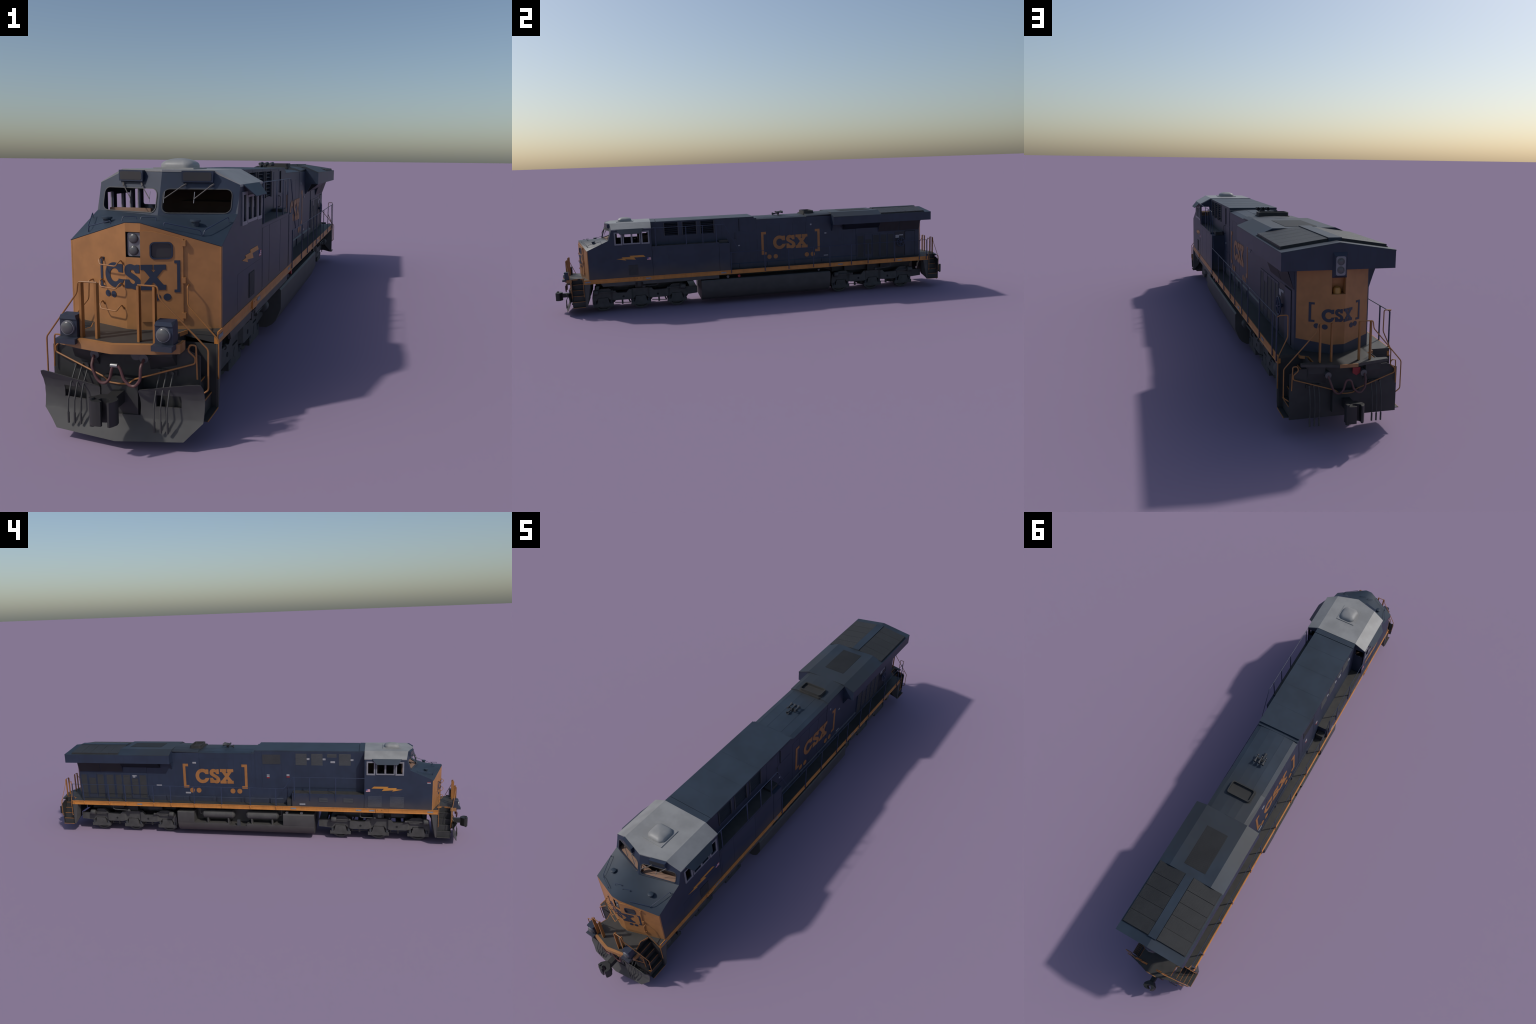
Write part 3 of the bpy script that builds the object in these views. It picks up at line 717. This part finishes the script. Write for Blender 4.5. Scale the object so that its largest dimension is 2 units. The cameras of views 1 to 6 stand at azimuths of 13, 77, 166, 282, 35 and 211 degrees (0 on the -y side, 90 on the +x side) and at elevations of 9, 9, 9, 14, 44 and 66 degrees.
lettering(HD, 'letter_orange', side(-1, H), (.2998,-.0092,.2277,.3437), (.2396,.0567,.2508,.3205),
          [(.2591,.2152,.0118),(.2271,.2152,.0118),(.0623,.2152,.0118),(.0297,.2152,.0118)], .0262, .0122)
lettering(HD, 'letter_orange', side(1, H), (-.0115,.2890,.2200,.3330), (.0478,.2250,.2430,.3110),
          [(.0273,.2083,.0112),(.0592,.2083,.0112),(.2198,.2075,.0112),(.2512,.2075,.0112)], .0250, .0120)
# base rib along the foot of the hood
for sx in (-1, 1):
    Part('hood_base_rib', 'navy', HD, smooth=0).prism([(sx*H,DECK-.001),(sx*(H+.003),DECK-.001),(sx*(H+.003),.183),(sx*H,.187)], 'y', -.175, .484).done()
    for y in (.30, .16, .02, -.12):
        Part('hood_base_rib', 'navy', HD, smooth=0).box(sx*(H+.002), sx*(H+.006), y-.003, y+.003, DECK, .184).done()

# ---- equipment boxes beside the hood
p = Part('equipment_box', 'navy_low', smooth=0); p.box(-W, -H+.0005, CAB_R+.001, -.2222, DECK-.0005, .2245); BL = p.done()
Part('walkway', 'deck', BL, smooth=0).box(-W+.001, -H+.0005, CAB_R+.002, -.2228, .2240, .2256).done()
for y0, y1 in ((-.532,-.448),(-.445,-.336),(-.333,-.228)):
    panel(BL, -1, W, y0, y1, .169, .2145, 'navy_low')
for a, b in ((-.3818,-.343),(-.494,-.4513)): louver(BL, -1, W+.0008, a, b, .187, .2072, 6, 'louver', 'navy_low')
Part('data_label', 'white', BL).box(-W-.0017, -W, -.2814, -.2555, .1716, .1781).done()
p = Part('step_box', 'black'); p.box(-.122, -.09, -.2215, -.198, DECK, .195); p.done()
p = Part('equipment_box', 'navy_low', smooth=0); p.box(H-.0005, W, CAB_R+.001, -.2280, DECK-.0005, .3008); BR = p.done()
Part('walkway', 'deck', BR, smooth=0).box(H-.0005, W-.001, CAB_R+.002, -.2286, .3004, .302).done()
for y0, y1 in ((-.535,-.47),(-.467,-.345),(-.342,-.235)): panel(BR, 1, W, y0, y1, .170, .294, 'navy_low', .0005)
p = Part('equipment_box', 'navy_low', smooth=0); p.box(H-.0005, W+.001, -.2272, -.1758, DECK-.0005, .296); BC = p.done()
for z0, z1 in ((.170,.244),(.250,.291)): panel(BC, 1, W+.001, -.223, -.180, z0, z1, 'navy_low')
Part('vent_box', 'black', BC).box(.09, .118, -.226, -.182, .2955, .309).done()

# ================================================================== radiator cabin
RH = .0882       # half width of the radiator compartment
rad = Part('radiator_cabin', 'navy', smooth=0)
Y0, Y1, Y2 = .3495, .6035, .874
ZB, ZE = .352, .3925
# front section: flat top with sloped shoulders
rad.prism([(-W,ZB),(W,ZB),(W,ZE),(.0845,.4105),(-.0845,.4105),(-W,ZE)], 'y', Y0, Y1)
# rear section: low ridge
rad.prism([(-W,ZB),(W,ZB),(W,ZE),(0,.4116),(-W,ZE)], 'y', Y1, Y2)
# core below, with angled rear end
rad.prism([(-RH,.482),(-RH,.830),(-.0160,.8715),(.0160,.8715),(RH,.830),(RH,.482)], 'z', DECK-.0015, .297)
rad.prism([(-RH,.482),(-RH,.830),(-.0162,.8715),(-.0162,.848),(.0162,.848),(.0162,.8715),(RH,.830),(RH,.482)], 'z', .2965, ZB+.0005)
RD = rad.done()
p = Part('cabin_roof', 'navy_roof', RD, smooth=0)
top = [(-W-.0004,ZE-.002),(-W-.0004,ZE+.0004),(-.0845,.4125),(.0845,.4125),(W+.0004,ZE+.0004),(W+.0004,ZE-.002)]
p.prism(top + [(.08,.409),(-.08,.409)], 'y', Y0-.0008, Y1-.0005); p.done()
p = Part('cabin_roof', 'navy_roof', RD, smooth=0)
p.prism([(-W-.0004,ZE-.002),(-W-.0004,ZE+.0004),(0,.4122),(W+.0004,ZE+.0004),(W+.0004,ZE-.002),(0,.4095)], 'y', Y1, Y2+.0006); p.done()
def slope_z(x): return .4122 - (.4122-.3929)*abs(x)/W
Part('roof_ridge', 'navy_roof', RD, smooth=0).box(-.0155, .0155, .6005, .8405, .408, .4185).done()
for sx in (-1, 1):
    fm = lambda u, v, d: (sx*u, v, slope_z(u) + d)
    Part('radiator_frame', 'soot', RD, smooth=0).sheet(rect(.0162,.1262,.600,.8405), fm, .0042, base=-.002).done()
    for i in range(5):
        a = .6025 + i*.0473
        Part('radiator_grille', 'rgrille', RD, smooth=0).sheet(rect(.0172,.1245,a,a+.0462), fm, .0062, base=.0005).done()
    # flared underside panels
    q = Part('radiator_flare', 'navy', RD, smooth=0)
    q.prism([(sx*(RH-.001),.299),(sx*RH,.299),(sx*.1055,ZB+.001),(sx*(RH-.001),ZB+.001)], 'y', .602, .829); q.done()
    for y0, y1 in ((.604,.713),(.716,.826)):
        Part('flare_screen', 'screen', RD, smooth=0).sheet([(y0,0),(y1,0),(y1,1),(y0,1)], lambda u, v, d: (sx*(RH+.0005+.0172*v+d), u, .301+.049*v-.0*d), .0008).done()
    Part('radiator_flare', 'navy_shadow_tint', RD, smooth=0).prism([(sx*(H-.001),.3214),(sx*H,.3214),(sx*.128,ZB+.0008),(sx*(H-.001),ZB+.0008)], 'y', .412, .6015).done()
    # gusset ahead of the shadow-tinted flare
    for y in (.352,):
        Part('wing_gusset', 'navy', RD, smooth=0).prism([(sx*H,.318),(sx*(H+.003),.318),(sx*.108,ZB+.0005),(sx*H,ZB+.0005)], 'y', y, y+.003).done()
Part('roof_vent', 'vmesh', RD, smooth=0).box(-.043, .043, .4157, .5726, .4115, .4133).done()
# radiator compartment doors
DL = [(.7911,.8240,.1695,.2855),(.7447,.7830,.1850,.2700),(.7033,.7393,.1695,.2865),(.6517,.6915,.1695,.2865),(.6107,.6429,.1695,.2865),(.5662,.6056,.1695,.2865),(.5262,.5610,.1850,.2700),(.4843,.5212,.1695,.2865)]
def grille_door(sx, y0, y1, z0, z1):
    o = Part('radiator_door', 'navy', RD, smooth=0).sheet(rect(y0-.002, y1+.002, .167, .289), side(sx, RH-.001), .0026, holes=[rect(y0+.002, y1-.002, z0+.002, z1-.002)]).done()
    Part('door_grille', 'grille', o, smooth=0).sheet(rect(y0+.001, y1-.001, z0+.001, z1-.001), side(sx, RH-.001), .0018).done()
for d in DL: grille_door(-1, *d)
for d in [(.4875,.5235,.1695,.2855),(.5300,.5660,.1850,.2650),(.5725,.6080,.1695,.2855),(.6140,.6485,.1695,.2855),(.6545,.6890,.1695,.2855)]: grille_door(1, *d)
Part('recess_panel', 'navy_shadow_tint', RD, smooth=0).sheet(rect(.6945,.7490,.1665,.294), side(1, RH-.001), .0016).done()
p = Part('hand_brake_wheel', 'navy_rail', RD)
yc, zc, xr = .7245, .2407, RH+.010
ring = [(xr, yc+.0215*math.cos(2*math.pi*i/28), zc+.0215*math.sin(2*math.pi*i/28)) for i in range(29)]
p.tube(ring, .0019, 8).cyl((RH-.001,yc,zc), (xr+.003,yc,zc), .0045, n=12)
for i in range(6):
    t = 2*math.pi*i/6+.3; p.tube([(xr,yc,zc), (xr, yc+.021*math.cos(t), zc+.021*math.sin(t))], .0016, 6)
p.done()
Part('recess_panel', 'dark', RD, smooth=0).sheet(rect(.7490,.8080,.1660,.2960), side(1, RH-.001), .0014).done()
panel(RD, 1, RH+.0004, .7515, .8055, .1665, .2935, 'navy', .0014, 'compartment_door')
# orange rear face
def rear_y(x): 
    a = abs(x); return .8718 if a <= .016 else .8718 - (a-.016)*.5887
p = Part('rear_face', 'orange', RD, smooth=0)
fm = lambda u, v, d: (u, rear_y(u)+d, v)
p.sheet([(-.0845,.1915),(-.0165,.1835),(.0165,.1835),(.0845,.1915),(.0845,.3515),(.0165,.3515),(.0165,.297),(-.0165,.297),(-.0165,.3515),(-.0845,.3515)], fm, .0012, cuts_s=(-.0165,-.016,.016,.0165)); RF = p.done()
Part('lamp_recess', 'orange', RF, smooth=0).prism([(.8475,.2965),(.8712,.2965),(.8712,.2974),(.8520,.2974),(.8665,.3518),(.8475,.3518)], 'x', -.0163, .0163).done()
p = Part('recess_side', 'orange', RF, smooth=0)
for sx in (-1, 1): p.prism([(.848,.2968),(.8712,.2968),(.8712,.3518),(.848,.3518)], 'x', sx*.0159 - .0006, sx*.0159 + .0006)
p.done()
Part('marker_lamp', 'amber', RF).lathe((0,.860,.2965), (0,0,1), [(0,.0092),(.009,.0092),(.0135,.0075),(.0155,.004),(.016,0)], 16).done()
hb = Part('headlight_housing', 'navy', RD, smooth=0)
hb.hexa([(-.0175,.8735,.3345),(.0165,.8735,.3345),(.0165,.8735,.3915),(-.0175,.8735,.3915)], [(-.0135,.8800,.3390),(.0125,.8800,.3390),(.0125,.8800,.3835),(-.0135,.8800,.3835)])
HB = hb.done()
Part('headlight_plate', 'bezel', HB).sheet(rrect(-.0115,.0105,.3405,.3825,.0045), lambda u, v, d: (u, .8798+d, v), .0012).done()
for z in (.3710, .3525):
    Part('headlight', 'lens', HB).lathe((-.0005,.8808,z), (0,1,0), [(0,.0082),(.0016,.0082),(.0018,.0068),(.001,.006),(.0022,.003),(.0026,0)], 20).done()
lettering(RF, 'navy', lambda u, v, d: (u, rear_y(u)+.0012+d, v), (.0600,-.0605,.2322,.2768), (.0345,-.0380,.2345,.2640),
          [(.0440,.2240,.0058),(.0280,.2230,.0058),(-.0360,.2230,.0058),(-.0475,.2240,.0058)], .0115, .0048, cuts=(-.016,.016), th=.0007)

# ================================================================== ends: steps, pilots, couplers, rails
def end(sg, ys, yo, zs, xi):
    """sg -1 front, +1 rear; ys inner edge of step well, yo outer edge; zs lowest tread height"""
    Y = lambda v: sg*v
    nstep = 5; dz = (DECK - zs)/5
    for sx in (-1, 1):
        orange = not (sg < 0 and sx < 0)
        e = Part('step_well', 'black', None, smooth=0)
        # inner side sheet and outer skirt, flared below the sill
        e.sheet([(.052,DECK-.0065),(.1325,DECK-.019),(.1325,zs-.001),(.122,zs-.001),(.052,.060)], lambda u, v, d: (sx*u, Y(ys-.0005)-sg*d, v), .0015)
        for i in range(nstep):
            xo = .1315 - .0112*i; xn = .1315 - .0112*(i+1); z = zs + dz*i
            e.box(sx*(xn-.0012), sx*(xn+.0003), Y(ys), Y(yo), z, z+dz-.0002)
        SW = e.done()
        Part('step_skirt', 'tank', SW, smooth=0).sheet([(Y(ys+.0002),.1435),(Y(ys-.027),.1435),(Y(ys-.008),zs-.001),(Y(ys+.0002),zs-.001)], side(sx, .1295), .002).done()
        q = Part('step_skirt', 'tank', SW, smooth=0)
        q.hexa([(sx*.1295,Y(ys-.027),.1435),(sx*.1295,Y(ys-.008),zs),(sx*.1285,Y(ys-.008),zs),(sx*.1285,Y(ys-.027),.1435)],
               [(sx*.105,Y(ys-.030),.1435),(sx*.105,Y(ys-.022),.075),(sx*.104,Y(ys-.022),.075),(sx*.104,Y(ys-.030),.1435)]); q.done()
        for i in range(nstep):
            xo = .1325 - .0112*i; xn = .1325 - .0112*(i+1); z = zs + dz*i
            tr = Part('step_tread', 'black', SW, smooth=0).box(sx*xo, sx*(xn-.001), Y(ys+.0005), Y(yo-.0005), z-.0015, z).done()
            if orange or i == 9:
                Part('tread_edge', 'orange_rail', tr, smooth=0).box(sx*(xo-.0004), sx*(xo+.0008), Y(ys+.0005), Y(yo-.0005), z-.0017, z+.0003).done()
            else:
                Part('tread_edge', 'tank', tr, smooth=0).box(sx*(xo-.0004), sx*(xo+.0008), Y(ys+.0005), Y(yo-.0005), z-.0017, z+.0003).done()
        # outer stair rail, from the platform posts down to the pilot
        yr = yo + .0005; pf, pb = (.004, .005) if sg < 0 else (.0025, .0035)
        yp = .935 if sg < 0 else .9240; xa, xb = (.0335, .0585) if sg < 0 else (.031, .0565)
        tp = .2485
        hr = Part('hand_rail', 'orange_rail')
        hr.tube(fillet([(sx*(xa-.001),Y(yp),tp),(sx*(xb+.005),Y(yp),tp),(sx*(xb+.0075),Y(yp),.231),(sx*.134,Y(yr),.1515),(sx*.134,Y(yr),.088),(sx*.122,Y(yr+.001),.080)], .004, 3), .0013, 7)
        HR = hr.done()
        for x in (xa, xb):   # channel posts
            a0, a1 = x-.0014, x+.0022
            Part('rail_post', 'orange_rail', HR, smooth=0).prism([(sx*p, Y(q)) for p, q in ((a0,yp+pf),(a1,yp+pf),(a1,yp+pf-.001),(a0+.001,yp+pf-.001),(a0+.001,yp-pb+.001),(a1,yp-pb+.001),(a1,yp-pb),(a0,yp-pb))], 'z', DECK-.001, tp-.001).done()
        # inner stair rail
        if sg < 0:
            pts = [(sx*.0835,nose_y(.0835),.2352),(sx*.0845,-.8635,.2352),(sx*.0855,-.8645,.205),(sx*.1343,-.8600,.1508),(sx*.1343,-.8600,.088),(sx*.1325,-.858,.0865)]
        else:
            pts = [(sx*.1320,.8515,.2475),(sx*.1300,.866,.2545),(sx*.1125,.866,.2545),(sx*.1120,.866,.2052),(sx*.1335,.8655,.1600),(sx*.1335,.8650,.090),(sx*.1325,.862,.0885)]
        Part('stair_rail', 'orange_rail').tube(fillet(pts, .004, 3), .0013, 7).done()
        # cut lever handle on the pilot top
    ysh = yo if sg < 0 else .9208
    zp = zs + .002 if sg < 0 else .0395
    pl = Part('pilot', 'black', smooth=0)
    top = [(-.122,zp),(.122,zp),(.122,.141),(.1165,.1425),(.098,.1505),(-.098,.1505),(-.1165,.1425),(-.122,.141)]
    pl.sheet(top, lambda u, v, d: (u, Y(ysh)+sg*d, v), .002)
    PI = pl.done()
    yb = .936
    Part('coupler_pocket', 'black', PI, smooth=0).box(-.030, .030, Y(ysh), Y(yb), .045 if sg < 0 else .053, .101).done()
    for sx in (-1, 1):
        q = Part('platform_brace', 'black', PI, smooth=0)
        q.hexa([(sx*.042,Y(ysh+.001),.112),(sx*.085,Y(ysh+.001),.122),(sx*.085,Y(ysh+.001),.1565),(sx*.042,Y(ysh+.001),.1565)],
               [(sx*.046,Y(.930),.140),(sx*.082,Y(.926),.140),(sx*.082,Y(.926),.1565),(sx*.046,Y(.930),.1565)]); q.done()
    # cut lever
    yl = Y(ysh+.006)
    for sx in (-1, 1):
        Part('cut_lever', 'orange_rail', PI).tube(fillet([(0,Y(yb+.001),.0950),(sx*.016,Y(yb+.001),.0960),(sx*.024,Y(yb+.0005),.1035),(sx*.115,yl,.1300),(sx*.1155,yl,.1395),(sx*.104,yl,.1490),(sx*.1065,yl,.1585),(sx*.1165,yl,.1585),(sx*.1185,yl,.106)], .003, 2), .0013, 7).done()
    # multiple unit hoses
    yface = ysh+.002
    for sx in (-1, 1):
        Part('hose_manifold', 'black', PI).box(sx*.0545, sx*.0865, Y(yface-.001), Y(yface+.003), .1085, .1165).done()
        for x in (.0595,.0700,.0805):
            h = Part('brake_hose', 'truckm', PI)
            bow = .036 if sg < 0 else .010
            h.tube([(sx*x,Y(yface),.1130),(sx*x,Y(yface+.005),.1125),(sx*x,Y(yface+.009),.106),(sx*x,Y(yface+.012+bow*.25),.090),(sx*x,Y(yface+.012+bow*.55),.065),(sx*(x+.0005),Y(yface+.010+bow*.62),.045)], .0012, 7)
            h.tube([(sx*(x+.0005),Y(yface+.010+bow*.62),.045),(sx*(x+.0005),Y(yface+.010+bow*.62),.028)], .0019, 7)
            h.cyl((sx*x,Y(yface+.003),.113),(sx*x,Y(yface+.007),.113), .0022, n=10); h.done()
    # jumper cable and sockets
    ym = Y(.949 if sg < 0 else .944)
    Part('jumper_cable', 'hose', PI).tube(fillet([(-.041*-sg*-1,Y(.936),.136),(-.041*-sg*-1,ym,.128),(-.040*-sg*-1,ym,.108),(-.031*-sg*-1,ym,.097),(-.022*-sg*-1,ym,.0985),(-.0135*-sg*-1,ym,.108),(-.0085*-sg*-1,ym,.124),(-.004*-sg*-1,ym,.1275),(.002*-sg*-1,ym,.1275),(.005*-sg*-1,ym,.122),(.0085*-sg*-1,ym,.106),(.0155*-sg*-1,ym,.0985),(.024*-sg*-1,ym,.0985),(.031*-sg*-1,ym,.106),(.038*-sg*-1,ym,.124),(.0405*-sg*-1,Y(.936),.136)], .004, 2), .0023, 9).done()
    for x in (-.039, .041):
        Part('cable_socket', 'lens', PI).cyl((x, Y(.914), .139), (x, Y(.937), .1375), .0072, n=16).done()
    if sg < 0:
        Part('cable_clip', 'metal', PI).cyl((-.0065,ym,.1275),(.0045,ym,.1275), .0031, n=12).done()
        Part('socket_cover', 'lens', PI).cyl((.026,-.930,.1405),(.026,-.9315,.1405), .0085, n=16).done()
    else:
        Part('cable_flag', 'red', PI, smooth=0).sheet([(-.033,.149),(-.0155,.149),(-.0155,.137),(-.0245,.131),(-.033,.137)], lambda u, v, d: (u, .930+d, v), .0015).done()
    # coupler
    cp = Part('coupler', 'coupler', PI)
    R = lambda x, y: (sg*x*1.0, Y(.9755) + sg*y)   # rotationally symmetric heads
    head = [(-.009,-.006),(.009,-.006),(.014,.0),(.0205,.006),(.0215,.013),(.018,.0205),(.0145,.0245),(.011,.0235),(.0125,.016),(.010,.0115),(.003,.0085),(-.004,.010),(-.0065,.0155),(-.002,.018),(.0015,.0205),(.001,.0240),(-.005,.0245),(-.013,.0235),(-.0195,.018),(-.0210,.009),(-.0175,.003)]
    cp.prism([R(-x, y) if True else 0 for x, y in head], 'z', .0535, .0905)
    cp.box(-.0085, .0085, Y(.930), Y(.972), .0660, .0850)
    cp.cyl((sg*.016, Y(.9755)+sg*.016, .050), (sg*.016, Y(.9755)+sg*.016, .0935), .0042, n=12)
    cp.done()
    return PI
end(-1, .857, .9125, .0385, .08)
end(1, .8615, .9175, .0440, .08)

# ditch lights on the front platform
for sx in (-1, 1):
    p = Part('ditch_light', 'navy', smooth=0)
    p.prism([(sx*.0625,-.9445),(sx*.0905,-.9445),(sx*.0905,-.924),(sx*.0625,-.924)], 'z', .1625, .1925)
    p.hexa([(sx*.0625,-.9465,.1925),(sx*.0905,-.9465,.1925),(sx*.0905,-.924,.1925),(sx*.0625,-.924,.1925)], [(sx*.0645,-.9455,.1985),(sx*.0885,-.9455,.1985),(sx*.0900,-.925,.1985),(sx*.0630,-.925,.1985)])
    p.box(sx*.0605, sx*.0925, -.9555, -.928, .1565, .1645)
    D = p.done()
    Part('lamp_bezel', 'bezel', D).cyl((sx*.0765,-.9440,.1795), (sx*.0765,-.9485,.1795), .0112, .0108, n=24).done()
    Part('lamp_lens', 'lens', D).lathe((sx*.0765,-.9480,.1795), (0,-1,0), [(0,.0098),(.0016,.0094),(.003,.0075),(.004,.004),(.0043,0)], 24).done()

# snow plow
def plow_y(x, z):
    pts = [(.008,-.9455),(.0145,-.9425),(.03,-.935),(.045,-.9285),(.06,-.9255),(.075,-.9255),(.088,-.9295),(.097,-.9345),(.108,-.9420)]
    for (a, ya), (b, yb) in zip(pts, pts[1:]):
        if z <= b: break
    t = max(0, min(1, (z-a)/(b-a))); y = ya + (yb-ya)*t
    return y - .0125*max(0, 1-abs(x)/.115)
po = [(0,.0115),(.1045,.0155),(.131,.042),(.1325,.070),(.1325,.098),(.1305,.1045),(.126,.1058),(.0335,.0885),(.031,.0865),(.034,.066),(.034,.048),(.0,.0475)]
pw = Part('snow_plow', 'plow', smooth=30)
full = po[:-1] + [(-x, z) for x, z in po[1:-1]][::-1]
pw.sheet(full, lambda u, v, d: (u, plow_y(u, v)+d, v), .0018, holes=[rect(.0575,.0965,.062,.081), rect(-.0965,-.0575,.062,.081)],
         cuts_s=(-.115,0,.115), cuts_t=[.0145,.022,.03,.037,.045,.052,.06,.0675,.075,.0815,.088,.0925,.097,.1025])
PW = pw.done()
p = Part('plow_bracket', 'black', PW)
for sx in (-1, 1):
    p.box(sx*.05, sx*.054, -.924, -.914, .05, .08)
p.box(-.09, .09, -.922, -.9145, .045, .05)
p.done()

# ================================================================== side hand rails
def post(y, z0, z1, sx, parent):
    o = Part('rail_post', 'navy_rail', parent, smooth=0).box(sx*.1322, sx*.1345, y-.0018, y+.0018, z0, z1).done()
    if z0 < .17 and sx < 0:
        Part('post_socket', 'sill', o, smooth=0).sheet([(y-.0028,.1632),(y+.0028,.1632),(y+.002,.147),(y-.002,.147)], side(sx, .1315), .0036).done()
for sx, path, posts in (
    (-1, [(.852,.2465),(-.1855,.2465),(-.2256,.3000),(-.5430,.3003)], [(y,.147,.2465) for y in (.851,.796,.665,.581,.4395,.3535,.2385,.1065,-.028,-.148)] + [(y,.193,.30) for y in (-.233,-.3027,-.4176)]),
    (1, [(.8505,.2490),(-.2,.2490)], [(y,.147,.249) for y in (-.172,-.0065,.1138,.2405,.3255,.4395,.5287,.6740,.8112,.8500)])):
    R = Part('hand_rail', 'navy_rail').tube(fillet([(sx*.1333,y,z) for y, z in (path if sx < 0 else [(.8505,.249),(-.173,.249)])], .004, 3), .0011, 7).done()
    for y, a, b in posts: post(y, a, b, sx, R)
R = Part('hand_rail', 'navy_rail').tube(fillet([(.1302,-.541,.3868),(.1302,-.1993,.3858),(.1333,-.1277,.2495)], .004, 3), .0011, 7).done()
for y in (-.5225,-.3813,-.303,-.2378): 
    Part('rail_post', 'navy_rail', R, smooth=0).box(.1290, .1313, y-.0018, y+.0018, .285, .3862).done()
